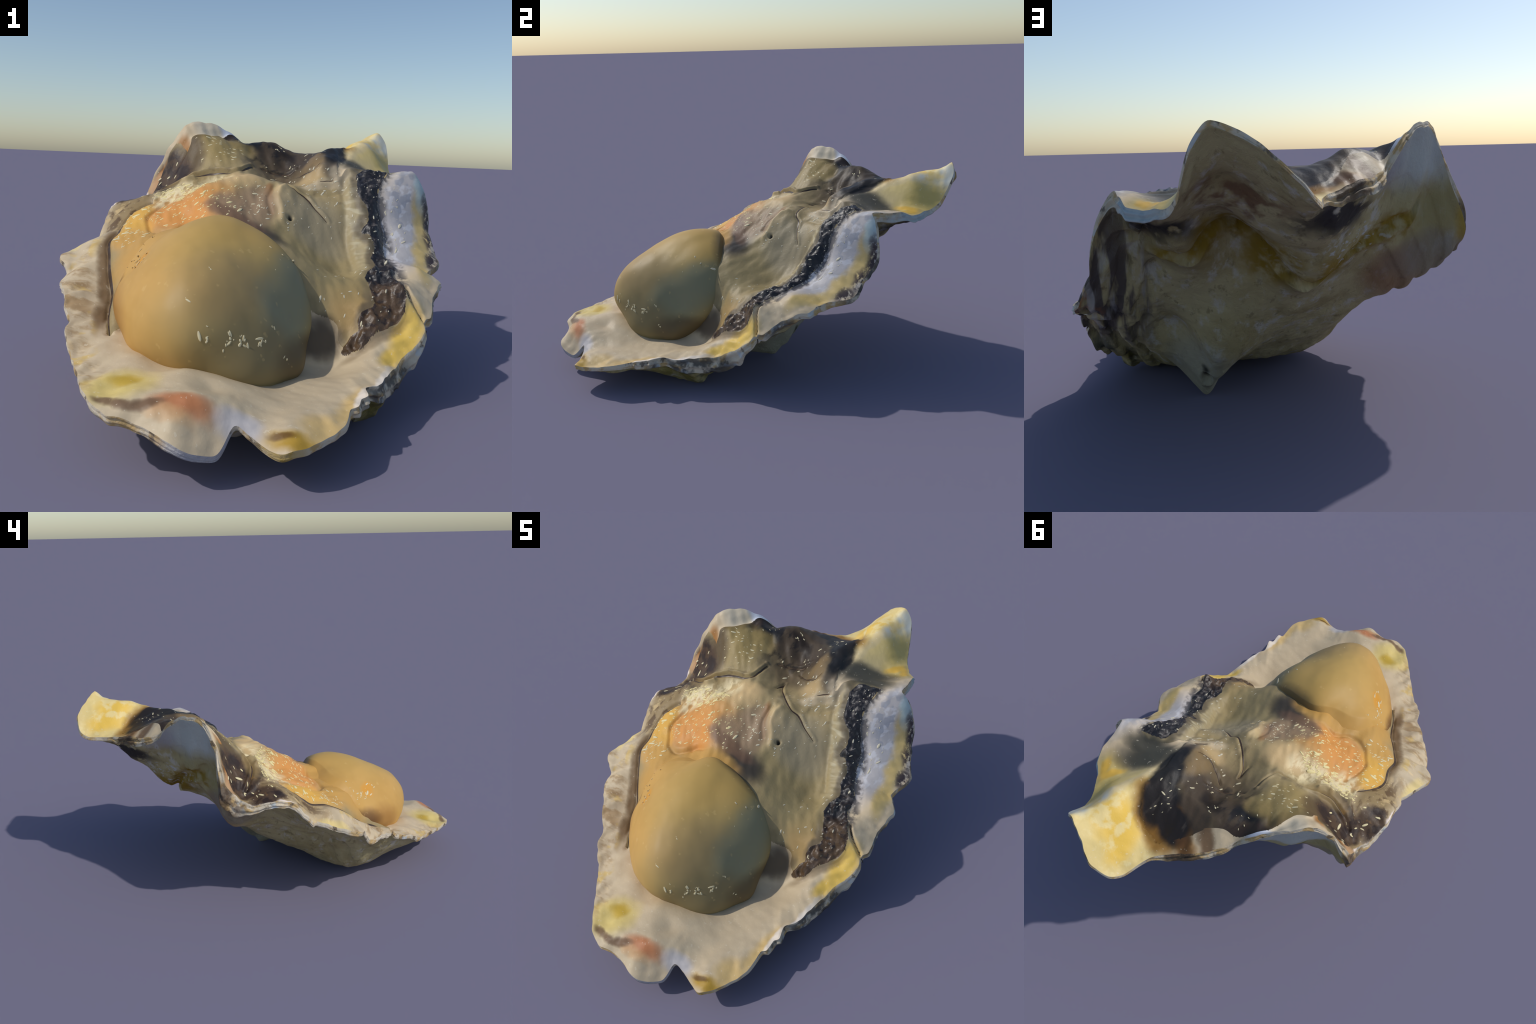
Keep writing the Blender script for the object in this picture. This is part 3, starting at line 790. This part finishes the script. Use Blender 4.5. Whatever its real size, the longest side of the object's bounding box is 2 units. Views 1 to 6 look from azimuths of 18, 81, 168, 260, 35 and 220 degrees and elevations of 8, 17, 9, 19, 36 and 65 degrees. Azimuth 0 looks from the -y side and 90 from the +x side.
def flesh_paint():
    p = Paint("flesh", C(152, 134, 96), .5, .28, .02, 11)
    p.lay(p.ramp(p.noise(9, 4), .48, .72), C(128, 113, 80), .8)
    p.lay(p.ramp(p.noise(13, 4, coord=p.warped_pos), .55, .75), C(172, 152, 116), .7)
    p.lay(p.ramp(p.noise(26, 3, stretch=(1, .35, 1), turn=.5), .60, .75), C(112, 98, 74), .55)
    # brown hollow at the back and the mottled film beyond it
    p.lay(p.spot(.04, .50, .18, .085, 12, .6), C(90, 76, 57), .9)
    p.lay(p.any(p.spot(-.20, .65, .22, .10, -25, .4), p.spot(.00, .60, .14, .08, 0, .5), p.spot(-.05, .72, .14, .07, -30, .4)), C(66, 55, 44), .97)
    p.lay(p.times(p.spot(-.25, .62, .24, .10, -25, .4), p.ramp(p.noise(20, 4, stretch=(1, .4, 1), turn=-.9), .44, .56)), C(32, 29, 29), .95)
    p.lay(p.spot(-.215, .600, .055, .032, -10, .5), C(24, 24, 25), .95)
    p.lay(p.any(p.spot(-.065, .640, .05, .022, -25, .6), p.spot(-.020, .610, .022, .035, 20, .6)), C(38, 30, 24), .95)
    p.lay(p.band([(-.41, .47), (-.36, .53), (-.32, .605), (-.27, .655), (-.20, .685)], .020, .6), C(50, 40, 34), .9)
    p.lay(p.any(p.spot(-.30, .47, .09, .10, 20, .6), p.spot(-.24, .53, .06, .05, 0, .7)), C(146, 126, 78), .8)
    p.lay(p.spot(-.39, .40, .045, .09, 15, .6), C(78, 62, 42), .85)
    p.lay(p.any(p.spot(.095, .525, .03, .06, -20, .6), p.spot(.13, .50, .03, .04, 0, .7)), C(128, 106, 72), .8)
    p.lay(p.spot(.12, .405, .055, .035, 25, .6), C(176, 150, 108), .8)
    p.lay(p.band([(.125, .335), (.175, .375), (.215, .40)], .020, .7), C(186, 168, 138), .75)
    p.lay(p.spot(.215, .46, .05, .045, 30, .6), C(112, 100, 86), .8)
    p.lay(p.any(p.spot(.25, .42, .03, .05, 0, .7), p.spot(.21, .44, .02, .02, 0, .7)), C(168, 155, 132), .6)
    p.lay(film_smear(p), C(60, 60, 53), .95)
    paint_film(p)
    # frill beside the fringe
    p.lay(p.band([(.285, .43), (.300, .30), (.330, .18), (.375, .07), (.395, -.03)], .030, .6), C(164, 150, 116), .7)
    p.lay(p.times(p.band([(.300, .35), (.335, .21), (.372, .12)], .035, .5), p.ramp(p.noise(40, 1, stretch=(.3, 1, 1)), .48, .6)), C(182, 172, 142), .7)
    p.lay(p.spot(.40, -.20, .06, .09, 0, .6), C(168, 136, 84), .7)
    p.lay(p.band([(.435, -.25), (.455, -.19), (.415, -.07), (.435, .02), (.400, .15), (.345, .20), (.365, .26), (.305, .36), (.290, .46)], .016, .9), C(80, 72, 60), .8)
    p.lay(p.any(p.spot(.335, -.320, .05, .04, 0, .6)), C(70, 58, 44), .9)  # the cave's shade, painted onto the mantle edge too
    # lump with the little hole
    p.lay(p.any(p.spot(.060, .165, .034, .065, 5, .5), p.spot(.082, .095, .018, .055, -10, .6)), C(192, 168, 124), .95)
    p.lay(p.any(p.spot(.20, .02, .13, .10, 20, .6), p.spot(.30, -.10, .12, .10, 0, .6)), C(146, 130, 90), .7)
    p.lay(p.any(p.spot(.20, .15, .10, .10, 0, .6)), C(150, 138, 112), .8)
    p.lay(p.band([(.000, .215), (.012, .155), (.040, .085)], .014, .6), C(134, 92, 50), .85)
    # dark patch behind the belly
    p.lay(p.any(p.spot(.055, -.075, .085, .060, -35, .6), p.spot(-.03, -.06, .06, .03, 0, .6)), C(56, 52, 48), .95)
    # gland: orange lobe, purple-brown inner end, pale knob
    p.lay(p.spot(-.25, .03, .19, .15, -12, .4), C(194, 146, 86), .9)
    p.lay(p.spot(-.27, -.005, .125, .105, -10, .5), C(204, 140, 72), .95)
    p.lay(p.any(p.spot(-.02, .085, .075, .105, 5, .5), p.spot(-.10, .03, .06, .07, 0, .6)), C(142, 119, 94), .9)
    p.lay(p.spot(-.06, -.025, .10, .03, -10, .6), C(110, 84, 66), .8)
    p.lay(p.spot(-.145, .235, .085, .065, 10, .5), C(198, 168, 120), .9)
    p.lay(p.times(p.band([(-.43, .10), (-.37, .17), (-.29, .225), (-.20, .245)], .055, .5), p.ramp(p.noise(30, 4, stretch=(1, .4, 1), turn=-.6), .38, .58)), C(222, 206, 164), .85)
    p.lay(p.spot(-.37, .26, .09, .035, 10, .6), C(152, 128, 84), .7)
    # yellow shoulder, amber edge
    p.lay(p.any(p.spot(-.46, -.03, .045, .12, 8, .5), p.spot(-.42, -.13, .06, .07, 0, .6)), C(212, 162, 72), .95)
    p.lay(p.spot(-.40, -.18, .055, .06, 0, .6), C(198, 152, 86), .85)
    p.lay(p.any(p.spot(-.28, -.22, .16, .07, -15, .4), p.spot(-.12, -.14, .14, .05, 5, .5), p.spot(-.30, -.30, .10, .10, 0, .5)), C(188, 144, 74), .92)
    p.lay(p.spot(.111, .098, .007, .008, 0, .5, raw=True), C(20, 22, 22), .95)
    p.bump(p.noise(70, 4), .3, .004)
    return p.done()


def crease_paint():
    p = Paint("dark_crease", C(62, 48, 38), .4, .4, .02, 20)
    p.lay(p.ramp(p.noise(25, 3), .50, .66), C(96, 76, 54), .7)
    return p.done()


def fringe_paint():
    p = Paint("black_frill", C(34, 32, 34), .4, .45, .015, 20)
    p.lay(p.ramp(p.noise(38, 4), .52, .68), C(92, 86, 82), .75)
    p.lay(p.any(p.spot(.50, -.20, .07, .10, 0, .5), p.spot(.43, -.31, .05, .06, 0, .6)), C(92, 70, 46), .75)
    p.lay(p.times(p.any(p.spot(.49, -.17, .09, .16, 0, .5)), p.ramp(p.noise(26, 4), .5, .62)), C(46, 36, 32), .9)
    p.lay(p.ramp(p.noise(60, 3), .64, .72), C(140, 134, 126), .6)
    p.bump(p.noise(55, 4), .6, .006)
    return p.done()


def belly_paint():
    p = Paint("belly", C(192, 150, 82), .5, .25, .03, 7)
    p.lay(p.ramp(p.noise(7, 3), .45, .7), C(182, 140, 72), .6)
    p.lay(p.ball(.10, -.35, .50, .24, .26, .16, .5), C(176, 146, 84), .8)
    # greyer right flank: its own olive hue plus baked shade painted in
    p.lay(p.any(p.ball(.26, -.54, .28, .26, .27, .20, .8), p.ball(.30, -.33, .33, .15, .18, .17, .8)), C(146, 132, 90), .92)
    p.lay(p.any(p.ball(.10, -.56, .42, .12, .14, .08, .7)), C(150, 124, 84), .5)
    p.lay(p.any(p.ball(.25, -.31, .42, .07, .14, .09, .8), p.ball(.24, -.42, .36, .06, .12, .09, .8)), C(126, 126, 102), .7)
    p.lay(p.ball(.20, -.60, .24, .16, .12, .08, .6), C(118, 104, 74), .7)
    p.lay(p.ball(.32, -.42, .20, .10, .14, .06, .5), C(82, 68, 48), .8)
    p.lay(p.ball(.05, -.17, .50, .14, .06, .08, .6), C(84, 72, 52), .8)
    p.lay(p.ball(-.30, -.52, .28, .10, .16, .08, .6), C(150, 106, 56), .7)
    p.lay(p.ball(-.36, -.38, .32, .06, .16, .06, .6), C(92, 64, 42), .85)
    p.lay(p.ball(-.236, -.446, .462, .03, .03, .03, .8), C(204, 142, 48), .8)
    p.lay(p.ramp(p.noise(34, 2), .66, .74), C(208, 176, 116), .25)
    p.bump(p.noise(30, 3), .15, .004)
    return p.done()


def outer_paint():
    p = Paint("weathered_shell", C(170, 157, 116), .75, .2, .035, 8)
    p.lay(p.ramp(p.noise(5, 4), .42, .66), C(146, 131, 88), .8)
    p.lay(p.ramp(p.noise(16, 5, .65, stretch=(1, 1, .5)), .52, .68), C(182, 178, 166), .7)
    p.lay(p.ramp(p.noise(34, 4, .65, stretch=(1, 1, .35)), .56, .68), C(122, 110, 76), .65)
    # bluish-grey wall of the flap, olive below it
    p.lay(p.ball(-.42, .46, .86, .20, .16, .11, .5), C(172, 174, 170), .85)
    p.lay(p.ball(-.22, .60, .82, .10, .10, .06, .6), C(152, 148, 152), .8)
    p.lay(p.ball(-.42, .40, .68, .16, .14, .08, .6), C(148, 136, 92), .7)
    # mustard line over the lamella, white chalk streaks along it
    must = None
    for (x0, y0, z0), (x1, y1, z1) in zip(LAMELLA[2:], LAMELLA[3:]):
        s = p.ball((x0 + x1) / 2, (y0 + y1) / 2, (z0 + z1) / 2 + .028, abs(x1 - x0) * .62 + .01, .12, abs(z1 - z0) * .5 + .022, .5)
        must = s if must is None else p.math("MAXIMUM", must, s)
    p.lay(p.times(must, p.ramp(p.noise(15, 4), .36, .56)), C(132, 106, 24), .95)
    p.lay(p.times(p.ball(-.13, .52, .60, .17, .14, .07, .5), p.ramp(p.noise(28, 4, stretch=(1, 1, 2.2)), .55, .66)), C(184, 186, 186), .8)
    # black patches under the lips of the trough and hinge
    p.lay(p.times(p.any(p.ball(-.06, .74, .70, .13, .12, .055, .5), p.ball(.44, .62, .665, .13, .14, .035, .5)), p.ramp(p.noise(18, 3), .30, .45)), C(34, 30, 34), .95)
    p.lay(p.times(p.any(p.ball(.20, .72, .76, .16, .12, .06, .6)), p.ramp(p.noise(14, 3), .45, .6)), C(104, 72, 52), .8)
    # reddish pocket
    p.lay(p.ball(-.37, .36, .45, .10, .14, .09, .6), C(132, 92, 70), .7)
    # right flank: dark and light terraces
    flank = p.ball(.60, .25, .42, .17, .50, .36, .4)
    w = p.noise(8, 4, stretch=(2.6, .35, .45), distort=.4)
    p.lay(p.times(flank, p.ramp(w, .42, .54)), C(72, 64, 66), .9)
    p.lay(p.times(p.ball(.66, .28, .40, .09, .40, .25, .5), p.ramp(p.noise(11, 3, stretch=(1.5, .6, .8)), .50, .64)), C(156, 106, 66), .8)
    p.lay(p.times(flank, p.ramp(p.noise(9, 4, stretch=(2.8, .35, .45), turn=.2), .55, .66)), C(166, 162, 156), .75)
    bulge_ = p.ball(.58, -.33, .10, .12, .26, .11, .4)
    p.lay(p.times(bulge_, p.ramp(p.noise(16, 4, stretch=(1, .6, 1)), .42, .56)), C(66, 66, 58), .85)
    p.lay(p.times(p.ball(.45, -.62, .07, .2, .4, .06, .5), p.ramp(p.noise(9, 3), .4, .6)), C(120, 108, 40), .7)
    p.lay(p.ball(-.20, -.82, .10, .16, .14, .07, .6), C(118, 126, 52), .75)
    p.lay(p.ball(-.50, .30, .52, .16, .12, .07, .6), C(128, 116, 100), .8)
    p.lay(p.ball(.25, .05, .12, .10, .22, .13, .6), C(140, 138, 124), .7)
    p.lay(p.ball(.232, .105, .140, .022, .05, .036, .3), C(18, 17, 16), .97)
    p.lay(p.ball(-.62, .36, .64, .04, .08, .06, .7), C(168, 136, 40), .8)
    p.bump(p.noise(42, 6, .7), .8, .010)
    return p.done()


def lip_paint():
    p = Paint("chipped_lip", C(196, 184, 162), .6, .3, .02, 16)
    p.lay(p.ramp(p.noise(17, 3), .46, .60), C(176, 142, 80), .8)
    p.lay(p.ramp(p.noise(22, 3, coord=p.warped_pos), .56, .66), C(92, 80, 66), .85)
    p.lay(p.ramp(p.noise(13, 2, turn=1), .60, .70), C(178, 190, 196), .7)
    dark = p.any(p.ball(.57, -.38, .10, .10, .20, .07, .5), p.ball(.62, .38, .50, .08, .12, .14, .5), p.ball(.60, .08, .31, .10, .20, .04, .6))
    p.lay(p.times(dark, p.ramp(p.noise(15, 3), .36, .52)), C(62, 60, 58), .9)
    p.lay(p.times(p.ball(.46, .66, .70, .12, .16, .06, .5), p.ramp(p.noise(9, 2), .3, .5)), C(158, 172, 176), .85)
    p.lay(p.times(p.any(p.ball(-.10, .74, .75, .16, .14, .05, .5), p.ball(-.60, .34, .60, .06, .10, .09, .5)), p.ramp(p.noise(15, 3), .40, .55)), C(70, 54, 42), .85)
    p.lay(p.ball(.20, -.96, .10, .10, .07, .05, .5), C(168, 170, 178), .8)
    p.lay(p.ball(.40, -.95, .10, .10, .06, .04, .6), C(168, 140, 62), .8)
    p.bump(p.noise(60, 5, .65), .7, .006)
    return p.done()


def glint_froth_paint():
    p = Paint("froth", C(208, 196, 158), .45, .3, .02, 10)  # colour of flecks that stand for highlights, and of the frothy line
    p.lay(p.spot(-.30, .10, .25, .22, 0, .5), C(222, 204, 142), .8)
    p.lay(p.spot(.30, .20, .35, .50, 0, .3), C(190, 184, 166), .7)
    return p.done()


# ------------------------------------------------------------------- assembly
def make(name, verts, faces, mat, parent, normals=None):
    """mesh from a subset of faces of a larger sheet; keeps the sheet's normals"""
    faces = list(faces)
    used = np.unique(np.concatenate([np.asarray(f) for f in faces]))
    new = np.full(len(verts), -1)
    new[used] = np.arange(len(used))
    me = bpy.data.meshes.new(name)
    me.from_pydata(verts[used].tolist(), [], [tuple(int(new[i]) for i in f) for f in faces])
    me.materials.append(mat)
    me.polygons.foreach_set("use_smooth", [True] * len(me.polygons))
    me.update()
    if normals is not None:
        me.normals_split_custom_set_from_vertices(normals[used].tolist())
    o = bpy.data.objects.new(name, me)
    bpy.context.scene.collection.objects.link(o)
    o.parent = parent
    return o


def sheet_normals(v, faces):
    quads = np.array([f if len(f) == 4 else (*f, f[-1]) for f in faces])
    fn = np.cross(v[quads[:, 2]] - v[quads[:, 0]], v[quads[:, 3]] - v[quads[:, 1]])
    fn[quads[:, 2] == quads[:, 3]] = np.cross(v[quads[:, 1]] - v[quads[:, 0]], v[quads[:, 2]] - v[quads[:, 0]])[quads[:, 2] == quads[:, 3]]
    n = np.zeros_like(v)
    for c in range(4):
        np.add.at(n, quads[:, c], fn)
    return n / (np.linalg.norm(n, axis=1)[:, None] + 1e-12)


root = bpy.data.objects.new("oyster", None)
bpy.context.scene.collection.objects.link(root)
root["label"] = "shucked oyster lying on its deep pleated half shell"
root["category"] = "oyster"


nacre, flesh, crease_m, frill, belly_m, outer, lip_m, glint_froth_m = (f() for f in (nacre_paint, flesh_paint, crease_paint, fringe_paint, belly_paint, outer_paint, lip_paint, glint_froth_paint))

# open side, split by region
norm = sheet_normals(top_v, top_f)
tri = np.array([(*f, f[-1]) if len(f) == 3 else f for f in top_f])
cen = grid[tri].mean(1)
owner = np.full(len(top_f), len(REGIONS))
for i in reversed(range(len(REGIONS))):
    owner[within(cen, REGIONS[i][1])] = i
label = [n for n, _ in REGIONS] + ["nacre"]
groups = {}
for i, n in enumerate(label):
    groups.setdefault(n, []).extend(np.nonzero(owner == i)[0].tolist())
low_faces = ring_faces(0, n_low, N) + [(j + (n_low - 1) * N, len(low_v), (j + 1) % N + (n_low - 1) * N) for j in range(N)]
all_low = np.concatenate([top_v[-N:], low_v, tip_v])
wall = ring_faces(0, n_low + 1, N)
cap = [(j + n_low * N, (n_low + 1) * N, (j + 1) % N + n_low * N) for j in range(N)]
low_f = wall + cap
low_norm = sheet_normals(all_low, low_f)
n_wall = (LIP_RINGS) * N
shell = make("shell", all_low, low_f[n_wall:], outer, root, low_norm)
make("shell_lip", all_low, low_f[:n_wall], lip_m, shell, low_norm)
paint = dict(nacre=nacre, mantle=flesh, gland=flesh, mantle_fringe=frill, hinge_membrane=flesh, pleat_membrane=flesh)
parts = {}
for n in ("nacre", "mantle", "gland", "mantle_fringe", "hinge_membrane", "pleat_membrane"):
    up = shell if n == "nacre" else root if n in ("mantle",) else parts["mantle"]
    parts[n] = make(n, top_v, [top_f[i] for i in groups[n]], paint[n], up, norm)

# belly
bm = bmesh.new()
bmesh.ops.create_icosphere(bm, subdivisions=7, radius=1)
U = np.array([v.co[:] for v in bm.verts])
U /= np.linalg.norm(U, axis=1)[:, None]
ball_f = [[v.index for v in f.verts] for f in bm.faces]
bm.free()


def belly_at(u):
    """belly surface; at the back and left it runs into the flesh with a soft fillet"""
    p = BELLY_MID + u * (belly_blob(u) + .0022 * grain(u, 6, 141, 3))[:, None]
    q = to_plane(p)
    k = .012 + .085 * smooth(q[:, 1], -.50, -.28) * smooth(.22 - q[:, 0], 0, .16)
    gap = np.abs(q[:, 2] - T_spline(q[:, :2])) / k
    q[:, 2] += k / 4 * np.clip(1 - gap, 0, 1) ** 2 * (u[:, 2] > -.2)
    return to_world(q)


belly_v = belly_at(U)
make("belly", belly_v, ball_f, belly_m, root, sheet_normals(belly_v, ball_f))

# creases: dark strips added to darken the bottom of the grooves
STRIPS = ((SLIT, .0060), (SLIT_SIDE, .0045), (ARC_BACK, .0042), (ARC_FRONT, .0042), (ARC_SIDE, .0045), (SEAM, .0060), (CREVICE, .0085), (CRACK, .0055))
PROFILE = ((-1, -.003), (-.5, .0016), (0, .0026), (.5, .0016), (1, -.003), (0, -.005))
rows = []
for line, width in STRIPS:
    c = curve2(line, .004)
    d = np.gradient(c, axis=0)
    n = np.c_[-d[:, 1], d[:, 0]] / np.hypot(*d.T)[:, None]
    w = width * np.sin(np.linspace(.05, np.pi - .05, len(c))) ** .6 * (1 + .2 * wobble(c, 60, 171))
    rows.append(np.concatenate([c + n * (w * s)[:, None] for s, _ in PROFILE]))
flat = np.concatenate(rows)
flat_h = T_spline(flat) + relief(flat, np.full(len(flat), .5))
at_row = 0
for q in rows:
    k = len(q) // 6
    v = np.c_[q, flat_h[at_row:at_row + len(q)] + np.repeat([u for _, u in PROFILE], k)]
    at_row += len(q)
    f = [(a * k + i, a * k + i + 1, b * k + i + 1, b * k + i) for a, b in zip(range(6), (1, 2, 3, 4, 5, 0)) for i in range(k - 1)]
    f += [tuple(a * k for a in range(6)), tuple(a * k + k - 1 for a in reversed(range(6)))]
    make("crease_strip", to_world(v), f, crease_m, parts["mantle"])

# glints: pale flecks shaped after baked highlights on the flesh, plus frothy bits
bm = bmesh.new()
bmesh.ops.create_icosphere(bm, subdivisions=2, radius=1)
SV = np.array([v.co[:] for v in bm.verts])
SF = np.array([[v.index for v in f.verts] for f in bm.faces])
bm.free()
ZONES = [  # centre, radii, count, size, direction of the long axis (degrees)
    (-.28, .02, .14, .12, 120, .0052, 50), (-.33, .17, .16, .05, 170, .0058, 40), (-.05, .06, .10, .12, 60, .0042, 60), (-.45, -.03, .05, .14, 46, .0056, 40),
    (-.40, -.17, .07, .07, 30, .0048, 40), (-.30, .46, .11, .10, 44, .0048, 20), (.02, .50, .14, .08, 26, .0042, 70), (.19, .38, .10, .08, 48, .0044, 40),
    (.12, .20, .16, .16, 60, .0040, 60), (.40, -.15, .14, .16, 34, .0046, 80), (.36, .33, .07, .16, 30, .0042, 80), (.44, .10, .05, .16, 22, .0042, 80),
    (.43, .43, .06, .08, 12, .0042, 60), (.10, .66, .07, .12, 22, .0044, 50), (-.20, .64, .16, .06, 16, .0042, -40), (-.50, .32, .07, .10, 14, .0068, 60),
    (-.56, .18, .05, .05, 6, .0080, 40), (.47, .27, .04, .16, 30, .0042, 80), (-.06, .12, .10, .10, 26, .0040, 60),
]
at, size, turn = [], [], []
for x, y, rx, ry, k, s, a in ZONES:
    r, t = np.sqrt(rng.uniform(0, 1, k)), rng.uniform(0, 6.283, k)
    at.append(np.c_[x + rx * r * np.cos(t), y + ry * r * np.sin(t)])
    size.append(s * rng.lognormal(-.42, .42, k))
    turn.append(np.radians(a + rng.normal(0, 22, k)))
at, size, turn = np.concatenate(at), np.concatenate(size), np.concatenate(turn)
ok = within(at, rim2 * .97) & ~((np.abs(at[:, 0] + .05) < .3) & (at[:, 1] < -.20))
at, size, turn = at[ok], size[ok], turn[ok]
e = 1e-3
rho0 = np.full(len(at), .5)
hh = lambda q: T_spline(q) + relief(q, rho0)
h0 = hh(at)
nx, ny = (hh(at + (e, 0)) - h0) / e, (hh(at + (0, e)) - h0) / e
base = np.c_[at, h0]
up = np.c_[-nx, -ny, np.ones(len(at))]
up /= np.linalg.norm(up, axis=1)[:, None]
tx = np.c_[np.cos(turn), np.sin(turn), nx * np.cos(turn) + ny * np.sin(turn)]
tx /= np.linalg.norm(tx, axis=1)[:, None]
ty = np.cross(up, tx)
base, up, tx, ty = to_world(base), to_world(up) - to_world(np.zeros(3)), to_world(tx) - to_world(np.zeros(3)), to_world(ty) - to_world(np.zeros(3))
# on the belly: glint flecks along its left flank, a ragged frothy line low on the front, a few bubbles
belly_flecks = [((.147, -.670, .300), .010, 9), ((.180, -.640, .290), .010, 9), ((.218, -.590, .276), .008, 7), ((-.25, -.43, .44), .030, 16), ((-.28, -.38, .42), .035, 12), ((.19, -.33, .47), .03, 7),
        ((.236, -.536, .308), .004, 2), ((.268, -.522, .225), .003, 2), ((.055, -.595, .475), .004, 2), ((.031, -.697, .406), .003, 2), ((-.261, -.314, .498), .003, 2), ((.10, -.70, .31), .02, 6)]
bu = np.concatenate([np.asarray(p) + rng.normal(0, s, (k, 3)) for p, s, k in belly_flecks]) - BELLY_MID
bu /= np.linalg.norm(bu, axis=1)[:, None]
bp = belly_at(bu)
flat_b = to_plane(bp)
clear = flat_b[:, 2] > T_spline(flat_b[:, :2]) + .006
bu, bp = bu[clear], bp[clear]
bt = np.cross(bu, rng.normal(size=bu.shape) * .4 + (.6, .5, .1))
bt /= np.linalg.norm(bt, axis=1)[:, None]
base, up, tx, ty = np.r_[base, bp], np.r_[up, bu], np.r_[tx, bt], np.r_[ty, np.cross(bu, bt)]
size = np.r_[size, .0050 * rng.lognormal(-.25, .4, len(bp))]
long = rng.uniform(.9, 2.3, len(base))
fv = base[:, None] + size[:, None, None] * (SV[None, :, :1] * (tx * long[:, None])[:, None] + SV[None, :, 1:2] * (ty * .62)[:, None] + SV[None, :, 2:] * (up * .24)[:, None])
ff = (SF[None] + (np.arange(len(base)) * len(SV))[:, None, None]).reshape(-1, 3)
froth = make("froth", fv.reshape(-1, 3), ff.tolist(), glint_froth_m, root)
froth["kind"] = "stuff"
